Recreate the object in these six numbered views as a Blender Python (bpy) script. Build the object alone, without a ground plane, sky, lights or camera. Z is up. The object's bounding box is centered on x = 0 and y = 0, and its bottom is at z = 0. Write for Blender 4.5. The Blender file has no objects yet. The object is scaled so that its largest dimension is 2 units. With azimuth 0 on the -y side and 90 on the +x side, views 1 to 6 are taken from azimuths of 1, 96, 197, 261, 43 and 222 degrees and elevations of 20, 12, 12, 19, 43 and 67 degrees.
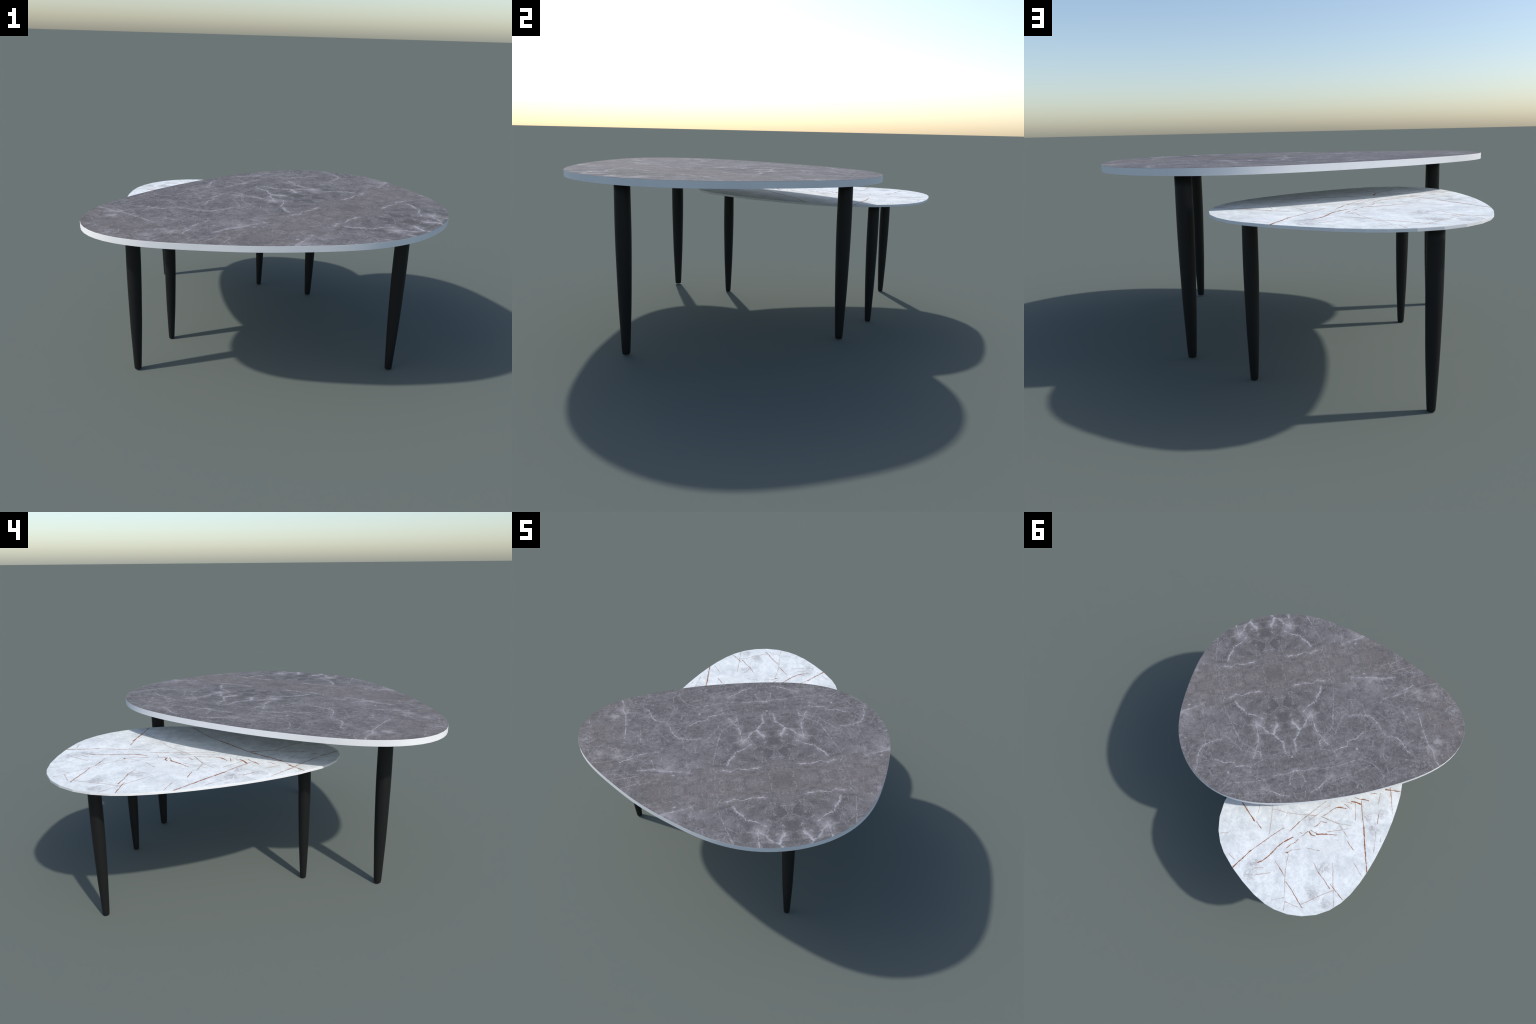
"""Two nesting egg-shaped coffee tables: a tall grey marble one over a low white marble one.

Both tabletops share one egg outline (a polar Fourier series); the low table uses it
smaller, turned, and with visible flat facets.  Legs are turned, tapering black posts.
"""
import bpy, bmesh, math
from mathutils import Vector

# ----------------------------------------------------------------- dimensions
EGG = [0.8543, 0.0112, 0.0032, 0.0506, 0.1085, -0.0143, -0.0746, -0.0065, 0.0126,
       0.0181, -0.0104, -0.0067, 0.0022, 0.0064, 0.002, -0.0001, -0.002, 0.0004, 0.0015]

TALL = dict(centre=(0.0476, -0.2432), turn=0.0, scale=1.0, top=0.8555, thick=0.031, foot=0.0045,
            legs=[(-0.696, -0.6255), (0.679, -0.526), (0.282, 0.479)], leg_scale=1.0)
LOW = dict(centre=(-0.4440, 0.3378), turn=52.5, scale=1.0018 / 1.395, top=0.687, thick=0.0115, foot=0.0,
           legs=[(-0.571, -0.2525), (-0.0685, 0.646), (-0.774, 0.768)], leg_scale=0.83)
# polar angles (degrees, in the egg's own frame) of the low table's facet corners
LOW_CORNERS = [2.6, 9.2, 19.8, 30.2, 40.2, 48.6, 54, 61.8, 69.6, 77.6, 85.5, 93.3, 100.8, 110,
               120, 130.5, 141.5, 152.5, 163, 172.5, 181, 191.1, 194.7, 199.8, 206.1, 211.6,
               215.6, 222, 230, 240, 250, 261, 272, 283, 294, 305, 315, 325, 336, 346.5, 355.2]
# leg turning profile: height as a fraction of leg length, radius in metres (tall table)
LEG_PROFILE = [(0.0, 0.0166), (0.002, 0.0180), (0.006, 0.0187), (0.03, 0.0205), (0.11, 0.0236),
               (0.2, 0.0268), (0.28, 0.0297), (0.36, 0.0318), (0.44, 0.0334), (0.51, 0.0348),
               (0.59, 0.0362), (0.66, 0.0371), (0.74, 0.0375), (0.82, 0.0374), (0.91, 0.0370), (1.0, 0.0366)]

# ------------------------------------------------- where the marble veins run
# Grey stone: book-matched about two axes, so paths are given in one quarter (across, along).
# White stone: paths in the low table's own x, y.
GREY_BOLD = [
    [(0.543, 0.145), (0.635, 0.164), (0.713, 0.177), (0.747, 0.200), (0.859, 0.206)],
    [(0.738, 0.358), (0.786, 0.359), (0.836, 0.351), (0.876, 0.323), (0.935, 0.312), (0.960, 0.294)],
    [(0.834, 0.489), (0.853, 0.537)],
    [(0.938, 0.528), (0.935, 0.623), (0.937, 0.709), (0.939, 0.769), (0.957, 0.827), (0.953, 0.880), (0.966, 0.940)],
    [(0.455, 0.448), (0.540, 0.456), (0.591, 0.471), (0.616, 0.498), (0.646, 0.565), (0.650, 0.609), (0.676, 0.657), (0.734, 0.673), (0.768, 0.718), (0.780, 0.787), (0.807, 0.813)],
    [(0.521, 0.596), (0.475, 0.625), (0.402, 0.640), (0.390, 0.675), (0.348, 0.675), (0.298, 0.691), (0.299, 0.724)],
    [(0.145, 0.350), (0.202, 0.304), (0.253, 0.287), (0.265, 0.249)],
    [(0.119, 0.128), (0.208, 0.123), (0.253, 0.137), (0.297, 0.118), (0.342, 0.132)],
    [(0.193, 0.360), (0.199, 0.422), (0.202, 0.501), (0.233, 0.572), (0.206, 0.605), (0.214, 0.640)],
    [(0.233, 0.572), (0.261, 0.637)],
    [(0.082, 0.955), (0.131, 0.937), (0.175, 0.906), (0.250, 0.873)],
    [(0.008, 0.781), (0.038, 0.794), (0.144, 0.791)],
]
GREY_FINE = [
    [(0.835, 0.355), (0.938, 0.331), (1.046, 0.316), (1.135, 0.316)],
    [(0.853, 0.377), (0.968, 0.423), (1.039, 0.451), (1.216, 0.500)],
    [(1.129, 0.549), (1.148, 0.526), (1.206, 0.507), (1.227, 0.529)],
    [(1.149, 0.562), (1.185, 0.599), (1.226, 0.621)],
    [(0.751, 0.201), (0.767, 0.278)],
    [(0.839, 0.543), (0.838, 0.603)],
    [(1.006, 0.524), (1.009, 0.595)],
    [(0.676, 0.657), (0.649, 0.685), (0.615, 0.804), (0.620, 0.944)],
    [(0.768, 0.718), (0.811, 0.760), (0.817, 0.807)],
    [(0.128, 0.665), (0.185, 0.651), (0.269, 0.685)],
    [(0.233, 0.572), (0.322, 0.500), (0.370, 0.324), (0.399, 0.194)],
    [(0.307, 0.378), (0.370, 0.324)],
    [(0.345, 0.539), (0.367, 0.491), (0.420, 0.432)],
    [(0.568, 0.373), (0.572, 0.454)],
    [(0.857, 0.092), (0.929, 0.067), (0.986, 0.099)],
    [(0.843, 0.159), (0.923, 0.148), (0.989, 0.147)],
    [(0.965, 0.231), (1.074, 0.220)],
    [(1.173, 0.714), (1.179, 0.758)],
    [(1.078, 0.847), (1.113, 0.820)],
    [(0.698, 0.391), (0.738, 0.358)],
    [(0.064, 0.023), (0.072, 0.016), (0.075, 0.064), (0.088, 0.122)],
    [(0.015, 0.115), (0.054, 0.110)],
    [(0.002, 0.259), (0.024, 0.285), (0.094, 0.331)],
    [(0.034, 0.797), (0.051, 0.858)],
    [(0.012, 0.997), (0.035, 0.974), (0.039, 0.935)],
    [(0.099, 0.802), (0.287, 0.807), (0.460, 0.784), (0.530, 0.839), (0.563, 0.887), (0.578, 0.946), (0.577, 0.978)],
    [(0.227, 0.909), (0.336, 0.890), (0.415, 0.873), (0.513, 0.844)],
    [(0.380, 0.987), (0.431, 0.933)],
    [(0.436, 0.425), (0.404, 0.465), (0.364, 0.507), (0.325, 0.570)],
    [(0.372, 0.316), (0.332, 0.497), (0.253, 0.572)],
]
GREY_SPOTS = [(0.639, 0.132), (0.939, 0.484), (0.910, 0.708), (0.448, 0.708), (1.009, 0.870), (0.770, 0.283), (0.005, 0.678), (0.295, 0.219), (0.090, 0.483), (0.053, 0.870), (0.010, 0.785)]
LILAC_DRIFTS = [(0.35, 0.36), (0.65, 0.29), (0.84, 0.51), (0.47, 0.28), (0.34, 0.71), (0.29, 0.73), (0.55, 0.23), (0.50, 0.37)]
GREY_TORN = [
    [(0.153, 0.422), (0.130, 0.461), (0.095, 0.480), (0.070, 0.526), (0.037, 0.558), (0.040, 0.597), (0.037, 0.642)],
    [(0.264, 0.253), (0.295, 0.219), (0.316, 0.177)],
    [(0.198, 0.378), (0.153, 0.422)],
    [(0.095, 0.480), (0.072, 0.440), (0.049, 0.418)],
]
DARK_BANDS = [
    [(0.321, 0.193), (0.217, 0.365)],
    [(0.022, 0.334), (0.004, 0.469)],
    [(0.017, 0.255), (0.101, 0.282)],
]
DARK_POOLS = [(0.03, 0.70), (0.02, 0.38), (0.83, 0.09), (0.68, 0.06), (0.43, 0.54), (0.02, 0.71), (0.25, 0.36), (0.73, 0.85), (0.06, 0.98), (0.25, 0.30)]
PALE_BRUISES = [(0.07, 0.42), (0.20, 0.38), (0.71, 0.19), (0.96, 0.81), (1.01, 0.76), (1.11, 0.38), (1.18, 0.55), (0.22, 0.88), (0.68, 0.21), (0.98, 0.37)]
RUST_BOLD = [
    [(0.194, 0.613), (0.190, 0.565), (0.182, 0.496), (0.176, 0.452)],
    [(0.086, 0.485), (0.068, 0.450), (0.058, 0.394), (0.054, 0.319), (0.045, 0.272), (0.028, 0.229), (0.015, 0.198)],
    [(-0.046, 0.098), (-0.072, 0.107), (-0.094, 0.099)],
    [(-0.097, 0.081), (-0.148, 0.038)],
    [(-0.015, 0.310), (-0.026, 0.306)],
    [(-0.079, -0.147), (-0.095, -0.170), (-0.139, -0.192)],
    [(-0.140, -0.258), (-0.170, -0.275), (-0.198, -0.282)],
    [(-0.181, -0.310), (-0.191, -0.323), (-0.227, -0.337)],
    [(-0.319, -0.159), (-0.405, -0.053), (-0.516, 0.076)],
    [(-0.272, -0.480), (-0.316, -0.508), (-0.357, -0.531)],
    [(0.206, -0.196), (0.092, -0.261), (-0.015, -0.318), (-0.082, -0.367), (-0.139, -0.415), (-0.193, -0.453)],
    [(-0.016, -0.328), (-0.015, -0.413)],
    [(0.454, 0.223), (0.293, 0.277)],
]
RUST_MEDIUM = [
    [(0.176, 0.452), (0.153, 0.361), (0.131, 0.273), (0.105, 0.188)],
    [(0.059, 0.180), (0.053, 0.135), (0.048, 0.081), (0.032, 0.007)],
    [(0.001, 0.285), (-0.007, 0.244), (-0.021, 0.213), (-0.023, 0.187)],
    [(-0.003, 0.144), (-0.016, 0.138)],
    [(-0.028, 0.153), (-0.038, 0.105)],
    [(-0.049, 0.086), (-0.093, 0.075)],
    [(-0.148, 0.038), (-0.206, -0.001)],
    [(-0.002, 0.403), (-0.107, 0.440)],
    [(-0.141, 0.464), (-0.207, 0.483), (-0.333, 0.531)],
    [(-0.044, -0.040), (-0.104, -0.054), (-0.165, -0.073)],
    [(-0.051, -0.050), (-0.065, -0.092), (-0.075, -0.141)],
    [(-0.113, -0.214), (-0.161, -0.212)],
    [(-0.140, -0.297), (-0.181, -0.310)],
    [(-0.208, -0.394), (-0.237, -0.413)],
    [(-0.189, -0.306), (-0.249, -0.232), (-0.319, -0.159)],
    [(-0.339, -0.301), (-0.372, -0.242)],
    [(-0.304, -0.493), (-0.354, -0.430)],
    [(-0.285, -0.013), (-0.357, 0.011)],
    [(-0.268, 0.280), (-0.330, 0.295), (-0.392, 0.317)],
    [(-0.378, 0.292), (-0.503, 0.322)],
    [(-0.047, 0.048), (-0.062, 0.031), (-0.063, -0.010), (-0.098, -0.026)],
    [(0.520, -0.063), (0.297, -0.147), (0.206, -0.196)],
    [(-0.193, -0.453), (-0.275, -0.489)],
    [(-0.015, -0.413), (-0.041, -0.513), (-0.071, -0.612)],
    [(-0.014, -0.458), (0.036, -0.518), (0.109, -0.622)],
    [(-0.305, -0.492), (-0.254, -0.536), (-0.211, -0.593), (-0.158, -0.655), (-0.087, -0.764)],
    [(-0.097, -0.631), (-0.109, -0.652)],
    [(0.568, 0.192), (0.454, 0.223)],
    [(0.278, 0.271), (0.220, 0.289)],
]
RUST_THIN = [
    [(0.032, 0.007), (0.022, -0.042), (-0.000, -0.147)],
    [(-0.143, 0.020), (-0.210, -0.050), (-0.243, -0.092)],
    [(-0.036, 0.308), (-0.067, 0.368), (-0.115, 0.443), (-0.200, 0.549)],
    [(-0.219, 0.570), (-0.249, 0.617)],
    [(-0.147, 0.615), (-0.175, 0.583), (-0.198, 0.550)],
    [(-0.219, 0.570), (-0.304, 0.545)],
    [(-0.021, 0.308), (-0.034, 0.276), (-0.074, 0.233)],
    [(-0.312, 0.516), (-0.346, 0.447), (-0.375, 0.387), (-0.418, 0.310)],
    [(0.268, 0.108), (0.206, 0.200), (0.153, 0.281)],
    [(0.338, 0.165), (0.309, 0.218)],
    [(0.245, 0.125), (0.157, 0.089), (0.074, 0.037), (0.032, 0.007), (-0.011, -0.023)],
    [(0.154, 0.087), (0.145, 0.110)],
    [(-0.165, -0.073), (-0.242, -0.118)],
    [(0.004, 0.025), (-0.013, -0.025), (-0.029, -0.114), (-0.042, -0.140)],
    [(-0.115, -0.236), (-0.149, -0.248)],
    [(-0.167, -0.267), (-0.241, -0.166)],
    [(-0.258, -0.435), (-0.293, -0.361)],
    [(-0.397, -0.193), (-0.477, -0.053)],
    [(-0.354, -0.430), (-0.411, -0.365)],
    [(-0.175, -0.071), (-0.266, -0.037)],
    [(-0.409, 0.079), (-0.510, 0.119)],
    [(-0.207, 0.249), (-0.268, 0.280)],
    [(-0.302, 0.166), (-0.410, 0.303), (-0.485, 0.396)],
    [(-0.450, -0.177), (-0.463, -0.149)],
    [(0.423, 0.495), (0.381, 0.458), (0.369, 0.433)],
    [(0.272, 0.560), (0.216, 0.567)],
    [(-0.101, 0.201), (-0.136, 0.182), (-0.183, 0.158)],
    [(0.083, 0.544), (0.079, 0.526), (0.037, 0.487)],
    [(0.045, 0.555), (-0.026, 0.483)],
    [(-0.407, -0.368), (-0.305, -0.492)],
    [(-0.154, -0.500), (-0.115, -0.552)],
    [(0.463, 0.218), (0.339, 0.158), (0.263, 0.116)],
]
SMUDGES = [(0.104, 0.509), (0.073, 0.578), (-0.319, 0.405), (-0.278, 0.233), (-0.377, -0.196), (-0.327, 0.417), (-0.274, 0.246), (0.006, 0.027), (-0.431, 0.413), (-0.352, -0.317), (-0.286, -0.232)]


# ------------------------------------------------------------------- geometry
def egg_radius(t):
    r = EGG[0]
    for k in range(1, len(EGG) // 2 + 1):
        r += EGG[2 * k - 1] * math.cos(k * t) + EGG[2 * k] * math.sin(k * t)
    return r


def egg_outline(spec, angles, inset=0.0):
    turn = math.radians(spec["turn"])
    pts = []
    for t in angles:
        r = egg_radius(t) * spec["scale"] - inset
        pts.append((r * math.cos(t + turn), r * math.sin(t + turn)))
    return pts


def prism(name, pts, z0, z1, smooth_rim):
    """A flat slab: outline `pts` from z0 to z1 with a hair-thin chamfer on both rims."""
    bm = bmesh.new()
    c = 0.0004 if z1 - z0 > 0.005 else 0.0001
    levels = [(z0, c), (z0 + c, 0), (z1 - c, 0), (z1, c)]
    rings = []
    for z, ins in levels:
        ring = []
        for x, y in pts:
            r = math.hypot(x, y)
            f = (r - ins) / r
            ring.append(bm.verts.new((x * f, y * f, z)))
        rings.append(ring)
    n = len(pts)
    for a, b in zip(rings, rings[1:]):
        for i in range(n):
            f = bm.faces.new((a[i], a[(i + 1) % n], b[(i + 1) % n], b[i]))
            f.smooth = smooth_rim and a is rings[1]
    bm.faces.new(list(reversed(rings[0])))
    bm.faces.new(rings[-1])
    me = bpy.data.meshes.new(name)
    bm.to_mesh(me)
    bm.free()
    if smooth_rim:
        me.set_sharp_from_angle(angle=math.radians(30))
    return me


def turned_leg(length, scale, segments=40):
    bm = bmesh.new()
    rings = []
    for f, r in LEG_PROFILE:
        rings.append([bm.verts.new((r * scale * math.cos(2 * math.pi * i / segments),
                                    r * scale * math.sin(2 * math.pi * i / segments), f * length))
                      for i in range(segments)])
    for a, b in zip(rings, rings[1:]):
        for i in range(segments):
            j = (i + 1) % segments
            bm.faces.new((a[i], a[j], b[j], b[i])).smooth = True
    bm.faces.new(list(reversed(rings[0])))
    bm.faces.new(rings[-1])
    me = bpy.data.meshes.new("leg")
    bm.to_mesh(me)
    bm.free()
    return me


# ------------------------------------------------------------ material helpers
class Graph:
    """Small helper for wiring shader nodes."""

    def __init__(self, name):
        self.mat = bpy.data.materials.new(name)
        self.mat.use_nodes = True
        self.t = self.mat.node_tree
        self.t.nodes.clear()

    def node(self, kind, **props):
        n = self.t.nodes.new(kind)
        for k, v in props.items():
            setattr(n, k, v)
        return n

    def put(self, sock, val):
        if hasattr(val, "is_output"):
            self.t.links.new(val, sock)
        else:
            sock.default_value = val

    def math(self, op, a, b=0.0, c=0.0, clamp=False):
        n = self.node("ShaderNodeMath", operation=op, use_clamp=clamp)
        for i, v in enumerate((a, b, c)):
            self.put(n.inputs[i], v)
        return n.outputs[0]

    def vec(self, op, a, b=(0, 0, 0), scale=None):
        n = self.node("ShaderNodeVectorMath", operation=op)
        self.put(n.inputs[0], a)
        self.put(n.inputs[1], b)
        if scale is not None:
            self.put(n.inputs["Scale"], scale)
        return n.outputs["Value"] if op in ("DOT_PRODUCT", "DISTANCE", "LENGTH") else n.outputs["Vector"]

    def noise(self, p, scale, detail=4.0, rough=0.55, distort=0.0, colour=False):
        n = self.node("ShaderNodeTexNoise", noise_dimensions="3D")
        self.put(n.inputs["Vector"], p)
        n.inputs["Scale"].default_value = scale
        n.inputs["Detail"].default_value = detail
        n.inputs["Roughness"].default_value = rough
        n.inputs["Distortion"].default_value = distort
        return n.outputs["Color"] if colour else n.outputs["Fac"]

    def remap(self, v, a, b, c=0.0, d=1.0, smooth=True):
        n = self.node("ShaderNodeMapRange", interpolation_type="SMOOTHSTEP" if smooth else "LINEAR")
        self.put(n.inputs[0], v)
        for i, x in enumerate((a, b, c, d)):
            self.put(n.inputs[i + 1], x)
        return n.outputs[0]

    def mix(self, fac, a, b):
        n = self.node("ShaderNodeMix", data_type="RGBA")
        self.put(n.inputs[0], fac)
        for s, v in ((n.inputs[6], a), (n.inputs[7], b)):
            self.put(s, v if hasattr(v, "is_output") else (*v, 1.0))
        return n.outputs[2]

    def warp(self, p, scale, amount, detail=2.0):
        c = self.noise(p, scale, detail, 0.6, colour=True)
        d = self.vec("SCALE", self.vec("SUBTRACT", c, (0.5, 0.5, 0.5)), scale=amount)
        return self.vec("MULTIPLY", self.vec("ADD", p, d), (1, 1, 0))

    def vein_distance(self, p, paths):
        """Distance from p to the nearest of the given vein paths (chains of straight runs)."""
        near = None
        for path in paths:
            for (ax, ay), (bx, by) in zip(path, path[1:]):
                run = Vector((bx - ax, by - ay, 0))
                rel = self.vec("SUBTRACT", p, (ax, ay, 0))
                k = self.vec("DOT_PRODUCT", rel, tuple(run / max(run.length_squared, 1e-8)))
                k = self.math("MINIMUM", self.math("MAXIMUM", k, 0.0), 1.0)
                d = self.vec("DISTANCE", rel, self.vec("SCALE", tuple(run), scale=k))
                near = d if near is None else self.math("MINIMUM", near, d)
        return near

    def spot_distance(self, p, spots):
        near = None
        for x, y in spots:
            d = self.vec("DISTANCE", p, (x, y, 0))
            near = d if near is None else self.math("MINIMUM", near, d)
        return near

    def line(self, dist, width, soft=1.0):
        """1 on the vein, falling to 0 at `width`."""
        n = self.math("DIVIDE", dist, width)
        return self.remap(n, 1.0 - soft, 1.0, 1.0, 0.0)

    def finish(self, colour, rough, spec=0.5, bump=None):
        b = self.node("ShaderNodeBsdfPrincipled")
        self.put(b.inputs["Base Color"], colour if hasattr(colour, "is_output") else (*colour, 1.0))
        self.put(b.inputs["Roughness"], rough)
        b.inputs["Specular IOR Level"].default_value = spec
        o = self.node("ShaderNodeOutputMaterial")
        self.t.links.new(b.outputs[0], o.inputs[0])
        return self.mat

    def object_xy(self):
        p = self.node("ShaderNodeTexCoord").outputs["Object"]
        return self.vec("MULTIPLY", p, (1, 1, 0))


def crack_lines(g, p, scale, width, stretch=(1, 1, 1)):
    """Straight hairline cracks: the borders of irregular cells."""
    n = g.node("ShaderNodeTexVoronoi", feature="DISTANCE_TO_EDGE")
    g.put(n.inputs["Vector"], g.vec("MULTIPLY", p, stretch))
    n.inputs["Scale"].default_value = scale
    return g.line(n.outputs["Distance"], width)


def specks(g, p, scale, size, gate):
    n = g.node("ShaderNodeTexVoronoi")
    g.put(n.inputs["Vector"], p)
    n.inputs["Scale"].default_value = scale
    return g.math("MULTIPLY", g.line(n.outputs["Distance"], size), g.remap(g.noise(p, gate, 2.0), 0.50, 0.62))


def grey_marble():
    g = Graph("grey_marble")
    cx, cy = TALL["centre"]
    xy = g.object_xy()
    # book-match: fold the slab about two perpendicular seams
    across, along = (-0.637, -0.771, 0), (-0.771, 0.637, 0)
    a = g.math("ADD", g.vec("DOT_PRODUCT", xy, across), 0.043 + across[0] * cx + across[1] * cy)
    b = g.math("ADD", g.vec("DOT_PRODUCT", xy, along), 0.519 + along[0] * cx + along[1] * cy)
    n = g.node("ShaderNodeCombineXYZ")
    g.put(n.inputs[0], g.math("ABSOLUTE", a))
    g.put(n.inputs[1], g.math("ABSOLUTE", b))
    p = n.outputs[0]
    q = g.warp(p, 6.0, 0.10, 5.0)          # loose flow for clouds
    v = g.warp(p, 42.0, 0.017, 7.0)        # tight wobble for veins
    ragged = g.warp(p, 16.0, 0.075, 7.0)    # torn edges of patches

    pale, lilac = (0.40, 0.395, 0.41), (0.205, 0.197, 0.208)
    # cloudy body, coarse to gritty
    cloud = g.math("ADD", g.math("MULTIPLY", g.noise(q, 8.0, 10.0, 0.74), 0.45),
                   g.math("MULTIPLY", g.noise(ragged, 34.0, 8.0, 0.75), 0.55))
    col = g.mix(g.remap(cloud, 0.41, 0.59), (0.098, 0.095, 0.099), (0.168, 0.161, 0.167))
    # small angular mottling: each irregular cell a little lighter or darker
    cells = g.node("ShaderNodeTexVoronoi")
    g.put(cells.inputs["Vector"], g.vec("MULTIPLY", g.warp(p, 20.0, 0.04, 5.0), (0.8, 1.5, 1)))
    cells.inputs["Scale"].default_value = 24.0
    tone = g.vec("DOT_PRODUCT", cells.outputs["Color"], (1, 0, 0))
    col = g.mix(g.math("MULTIPLY", g.remap(tone, 0.55, 1.0), 0.35), col, (0.19, 0.182, 0.192))
    col = g.mix(g.math("MULTIPLY", g.remap(tone, 0.45, 0.0), 0.35), col, (0.092, 0.090, 0.094))
    # lilac drifts and dark pools
    drift = g.line(g.spot_distance(ragged, LILAC_DRIFTS), 0.20)
    drift = g.math("MULTIPLY", drift, g.remap(g.noise(q, 13.0, 8.0, 0.72, 0.5), 0.42, 0.62, 0.05, 0.80))
    col = g.mix(drift, col, lilac)
    stray = g.math("MULTIPLY", g.remap(g.noise(q, 9.0, 8.0, 0.75, 0.6), 0.50, 0.64), 0.55)
    col = g.mix(stray, col, lilac)
    pool = g.line(g.spot_distance(ragged, DARK_POOLS), 0.12)
    col = g.mix(g.math("MULTIPLY", pool, 0.45), col, (0.100, 0.098, 0.100))
    band = g.line(g.vein_distance(g.warp(p, 12.0, 0.04, 5.0), DARK_BANDS), 0.045)
    col = g.mix(g.math("MULTIPLY", band, 0.7), col, (0.092, 0.090, 0.092))
    # warm band along the seam and at the far tip
    sep = g.node("ShaderNodeSeparateXYZ")
    g.put(sep.inputs[0], q)
    warm = g.math("MAXIMUM", g.remap(sep.outputs[1], 0.08, 0.24, 1.0, 0.0), g.remap(sep.outputs[0], 0.78, 1.05))
    warm = g.math("MULTIPLY", warm, g.remap(g.noise(q, 12.0, 8.0, 0.7), 0.36, 0.64, 0.08, 0.62))
    col = g.mix(warm, col, (0.178, 0.153, 0.150))
    # brushed grit running along the warm band
    grit = g.noise(g.vec("MULTIPLY", ragged, (3.2, 1, 1)), 30.0, 6.0, 0.7)
    col = g.mix(g.math("MULTIPLY", g.remap(grit, 0.52, 0.70), 0.30), col, (0.215, 0.20, 0.20))
    col = g.mix(g.math("MULTIPLY", g.remap(grit, 0.46, 0.32), 0.35), col, (0.088, 0.085, 0.088))
    # hairline web: winding threads and straight cracks
    thread = g.warp(p, 9.0, 0.09, 5.0)
    for scale, wid, amt, gate in ((5.0, 0.007, 0.40, 4.0), (11.0, 0.013, 0.34, 6.0)):
        ridge = g.math("ABSOLUTE", g.math("SUBTRACT", g.noise(thread, scale, 4.0, 0.55), 0.5))
        m = g.math("MULTIPLY", g.line(ridge, wid), g.remap(g.noise(p, gate, 4.0), 0.42, 0.60))
        col = g.mix(g.math("MULTIPLY", m, amt), col, pale)
    for scale, wid, amt, gate, st in ((4.5, 0.012, 0.40, 9.0, (0.6, 1.8, 1)), (7.0, 0.016, 0.32, 12.0, (2.0, 0.6, 1)),
                                      (11.0, 0.022, 0.30, 14.0, (0.6, 1.7, 1)),
                                      (9.0, 0.018, 0.34, 10.0, (1.3, 1.0, 1)), (16.0, 0.030, 0.28, 13.0, (1.6, 0.8, 1))):
        m = g.math("MULTIPLY", crack_lines(g, g.warp(p, 12.0, 0.045, 5.0), scale, wid, st),
                   g.remap(g.noise(p, gate, 4.0, 0.6), 0.48, 0.60))
        col = g.mix(g.math("MULTIPLY", m, amt), col, pale)
    # grain specks
    col = g.mix(g.math("MULTIPLY", specks(g, p, 60.0, 0.18, 14.0), 0.55), col, pale)
    col = g.mix(g.math("MULTIPLY", specks(g, ragged, 130.0, 0.25, 20.0), 0.35), col, pale)

    grain = g.noise(ragged, 110.0, 6.0, 0.75)
    col = g.mix(g.math("MULTIPLY", g.remap(grain, 0.52, 0.68), 0.35), col, (0.24, 0.23, 0.24))
    col = g.mix(g.math("MULTIPLY", g.remap(grain, 0.48, 0.34), 0.35), col, (0.075, 0.073, 0.075))
    # pale bruises beside the big veins
    bruise = g.line(g.spot_distance(ragged, PALE_BRUISES), 0.065)
    bruise = g.math("MULTIPLY", bruise, g.remap(g.noise(q, 24.0, 7.0, 0.7), 0.40, 0.58, 0.08, 0.90))
    col = g.mix(bruise, col, (0.30, 0.29, 0.30))
    # named veins
    swell = g.remap(g.noise(p, 50.0, 5.0, 0.7), 0.36, 0.66, 0.30, 1.6)
    fade = g.remap(g.noise(p, 16.0, 5.0, 0.65), 0.36, 0.62, 0.22, 0.95)
    bold = g.vein_distance(v, GREY_BOLD)
    fine = g.vein_distance(v, GREY_FINE)
    halo = g.math("MULTIPLY", g.line(bold, 0.035), g.remap(g.noise(q, 28.0, 7.0, 0.7), 0.44, 0.60, 0.02, 0.55))
    col = g.mix(halo, col, (0.26, 0.25, 0.265))
    crumbs = g.math("MULTIPLY", g.line(bold, 0.022), g.remap(g.noise(p, 85.0, 4.0, 0.6), 0.56, 0.64))
    col = g.mix(g.math("MULTIPLY", crumbs, 0.7), col, pale)
    m = g.math("MULTIPLY", g.line(fine, g.math("MULTIPLY", swell, 0.0030), 0.8), g.math("MULTIPLY", fade, 0.60))
    col = g.mix(m, col, pale)
    m = g.math("MULTIPLY", g.line(bold, g.math("MULTIPLY", swell, 0.0040), 0.75), fade)
    col = g.mix(m, col, (0.385, 0.38, 0.40))
    # torn, crumbly veins around the mirrored figure
    torn = g.vein_distance(g.warp(p, 30.0, 0.034, 7.0), GREY_TORN)
    m = g.math("MULTIPLY", g.line(torn, 0.036), g.remap(g.noise(ragged, 40.0, 6.0, 0.7), 0.46, 0.58, 0.0, 0.65))
    col = g.mix(m, col, (0.28, 0.275, 0.29))
    m = g.math("MULTIPLY", g.line(torn, 0.011), g.remap(g.noise(p, 48.0, 7.0, 0.75), 0.40, 0.60, 0.12, 1.0))
    col = g.mix(g.math("MULTIPLY", m, 0.85), col, (0.41, 0.405, 0.425))
    spot = g.spot_distance(g.warp(p, 50.0, 0.035, 4.0), GREY_SPOTS)
    col = g.mix(g.math("MULTIPLY", g.line(spot, 0.010), 0.65), col, (0.45, 0.445, 0.465))
    return g.finish(col, 0.7, 0.06)


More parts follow.
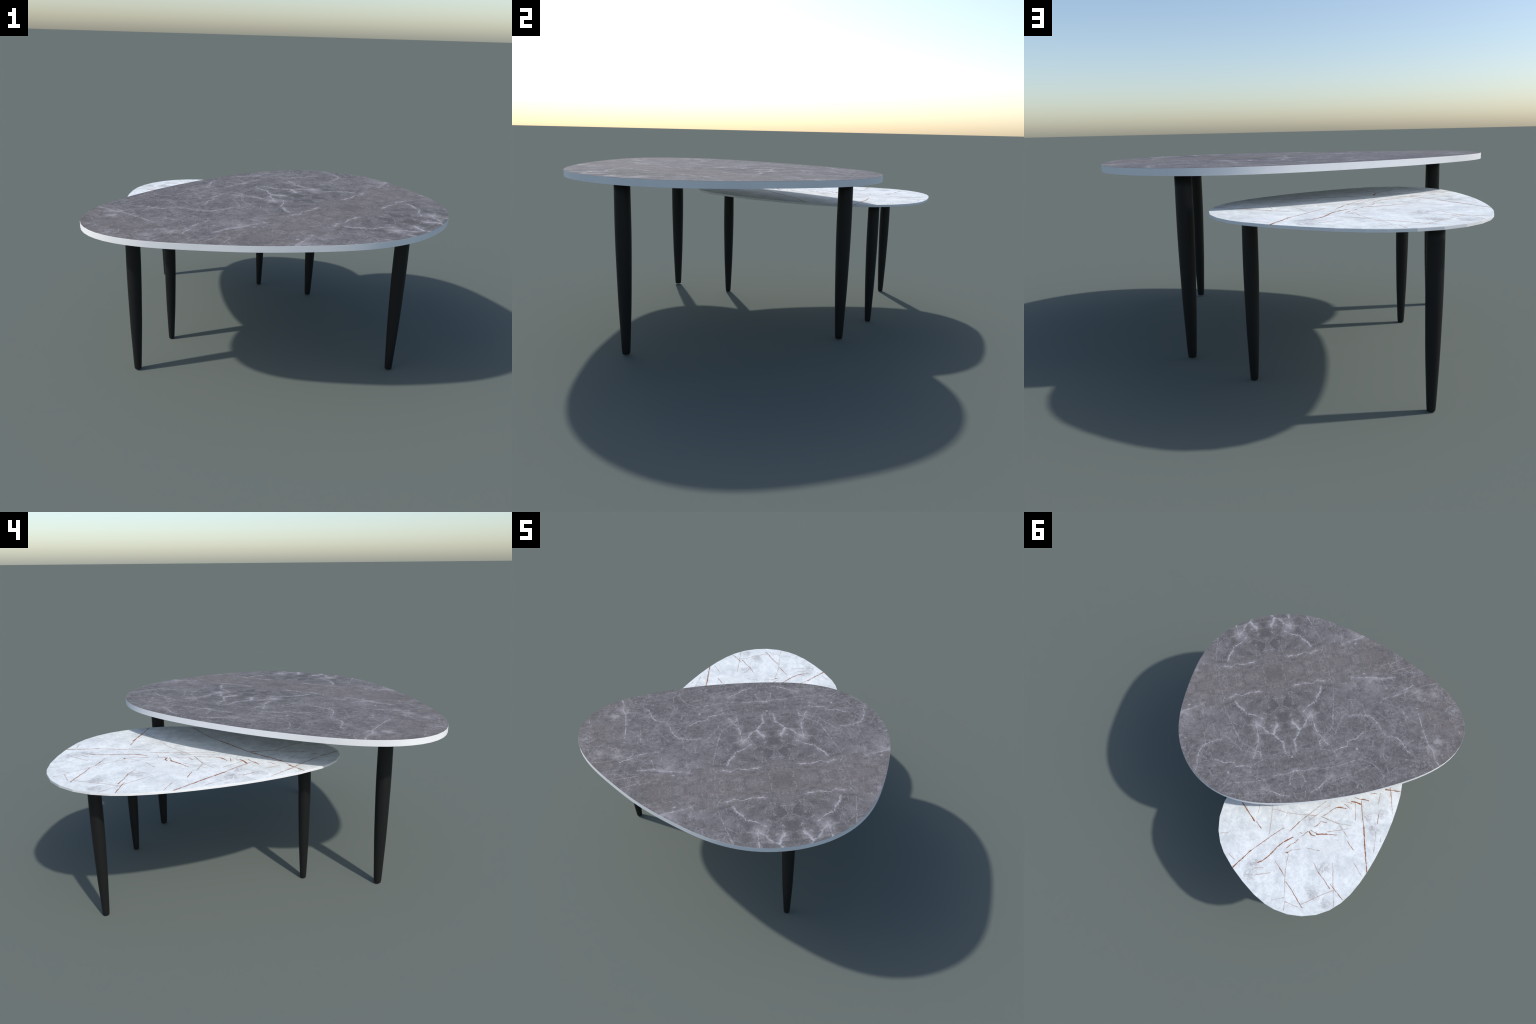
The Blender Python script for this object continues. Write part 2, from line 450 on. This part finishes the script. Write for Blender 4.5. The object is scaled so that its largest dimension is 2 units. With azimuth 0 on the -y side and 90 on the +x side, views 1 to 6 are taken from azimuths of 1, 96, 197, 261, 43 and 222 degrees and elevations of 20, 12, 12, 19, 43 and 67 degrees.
def white_marble():
    g = Graph("white_marble")
    p = g.object_xy()
    q = g.warp(p, 7.0, 0.10, 6.0)
    v = g.warp(p, 40.0, 0.010, 8.0)
    ragged = g.warp(p, 18.0, 0.10, 7.0)
    cloud = g.math("ADD", g.math("MULTIPLY", g.noise(q, 7.0, 10.0, 0.74), 0.6),
                   g.math("MULTIPLY", g.noise(ragged, 30.0, 9.0, 0.78), 0.4))
    col = g.mix(g.remap(cloud, 0.39, 0.60), (0.555, 0.592, 0.60), (0.80, 0.83, 0.832))
    shade = g.math("MULTIPLY", g.remap(g.noise(q, 4.0, 6.0, 0.6), 0.48, 0.64), 0.40)
    col = g.mix(shade, col, (0.60, 0.625, 0.63))
    # gritty grey streaks
    st = g.noise(g.vec("MULTIPLY", ragged, (1.0, 1.5, 1)), 42.0, 8.0, 0.78)
    col = g.mix(g.math("MULTIPLY", g.remap(st, 0.54, 0.67), 0.42), col, (0.51, 0.53, 0.54))
    smudge = g.line(g.spot_distance(ragged, SMUDGES), 0.060)
    smudge = g.math("MULTIPLY", smudge, g.remap(g.noise(ragged, 45.0, 7.0, 0.75), 0.42, 0.56, 0.05, 0.80))
    col = g.mix(smudge, col, (0.34, 0.325, 0.34))
    # faint grey cracks and bright crystals
    m = g.math("MULTIPLY", crack_lines(g, g.warp(p, 25.0, 0.02, 5.0), 7.0, 0.016),
               g.remap(g.noise(p, 8.0, 4.0, 0.6), 0.50, 0.62))
    col = g.mix(g.math("MULTIPLY", m, 0.35), col, (0.42, 0.39, 0.38))
    col = g.mix(g.math("MULTIPLY", specks(g, ragged, 80.0, 0.25, 10.0), 0.7), col, (0.86, 0.87, 0.87))
    grain = g.noise(ragged, 120.0, 6.0, 0.75)
    col = g.mix(g.math("MULTIPLY", g.remap(grain, 0.52, 0.68), 0.30), col, (0.86, 0.875, 0.87))
    col = g.mix(g.math("MULTIPLY", g.remap(grain, 0.48, 0.34), 0.25), col, (0.47, 0.49, 0.50))
    # rust veins
    swell = g.remap(g.noise(p, 24.0, 7.0, 0.72), 0.36, 0.64, 0.50, 1.55)
    fade = g.remap(g.noise(p, 28.0, 4.0, 0.6), 0.34, 0.56, 0.65, 1.0)
    rust, faint = (0.265, 0.102, 0.043), (0.36, 0.215, 0.14)
    thin = g.vein_distance(v, RUST_THIN)
    med = g.vein_distance(v, RUST_MEDIUM)
    bold = g.vein_distance(v, RUST_BOLD)
    strong = g.math("MINIMUM", bold, med)
    col = g.mix(g.math("MULTIPLY", g.line(strong, 0.020), 0.10), col, (0.55, 0.50, 0.48))
    # splinters that run beside the strong veins
    side = g.math("ABSOLUTE", g.math("SUBTRACT", strong, 0.011))
    m = g.math("MULTIPLY", g.line(side, 0.0026), g.remap(g.noise(p, 30.0, 4.0, 0.6), 0.54, 0.64))
    col = g.mix(g.math("MULTIPLY", m, 0.6), col, faint)
    col = g.mix(g.math("MULTIPLY", g.line(thin, g.math("MULTIPLY", swell, 0.0034), 0.8), g.math("MULTIPLY", fade, 0.75)), col, faint)
    col = g.mix(g.math("MULTIPLY", g.line(med, g.math("MULTIPLY", swell, 0.0035), 0.8), g.math("MULTIPLY", fade, 0.95)), col, rust)
    col = g.mix(g.line(bold, g.math("MULTIPLY", swell, 0.0050), 0.7), col, rust)
    return g.finish(col, 0.7, 0.06)


def white_board():
    g = Graph("white_board")
    p = g.node("ShaderNodeTexCoord").outputs["Object"]
    n = g.noise(p, 5.0, 5.0, 0.6)
    return g.finish(g.mix(g.remap(n, 0.40, 0.65), (0.78, 0.78, 0.78), (0.74, 0.745, 0.75)), 0.55, 0.2)


def black_lacquer():
    g = Graph("black_lacquer")
    p = g.node("ShaderNodeTexCoord").outputs["Object"]
    n = g.noise(p, 40.0, 3.0)
    return g.finish(g.mix(n, (0.0085, 0.0085, 0.0085), (0.0105, 0.0105, 0.0105)), 0.5, 0.25)


# ------------------------------------------------------------------- assembly
def child(name, mesh, parent, loc=(0, 0, 0), mat=None):
    ob = bpy.data.objects.new(name, mesh)
    bpy.context.scene.collection.objects.link(ob)
    ob.parent = parent
    ob.location = loc
    if mat and not mesh.materials:
        mesh.materials.append(mat)
    return ob


def build_table(name, spec, angles, smooth_rim, stone, board, black, label, category):
    root = bpy.data.objects.new(name, None)
    root.empty_display_size = 0.2
    bpy.context.scene.collection.objects.link(root)
    cx, cy = spec["centre"]
    root.location = (cx, cy, 0)
    root["label"], root["category"] = label, category

    top, under = spec["top"], spec["top"] - spec["thick"]
    skin = 0.0006
    slab = child("tabletop", prism("tabletop", egg_outline(spec, angles), under, top - skin, smooth_rim), root, mat=board)
    child("marble_surface", prism("marble_surface", egg_outline(spec, angles, 0.0004), top - skin - 0.0002, top, False),
          slab, mat=stone)
    leg_mesh = turned_leg(under - spec["foot"], spec["leg_scale"])
    for x, y in spec["legs"]:
        child("leg", leg_mesh, root, (x - cx, y - cy, spec["foot"]), black)
    return root


board, black = white_board(), black_lacquer()
fine_angles = [2 * math.pi * i / 128 for i in range(128)]
build_table("coffee_table", TALL, fine_angles, True, grey_marble(), board, black,
            "tall egg-shaped coffee table, grey marble top, black tapered legs", "coffee table")
build_table("side_table", LOW, [math.radians(d) for d in LOW_CORNERS], False, white_marble(), board, black,
            "low egg-shaped side table, white rust-veined marble top, black legs", "side table")
bpy.context.view_layer.update()
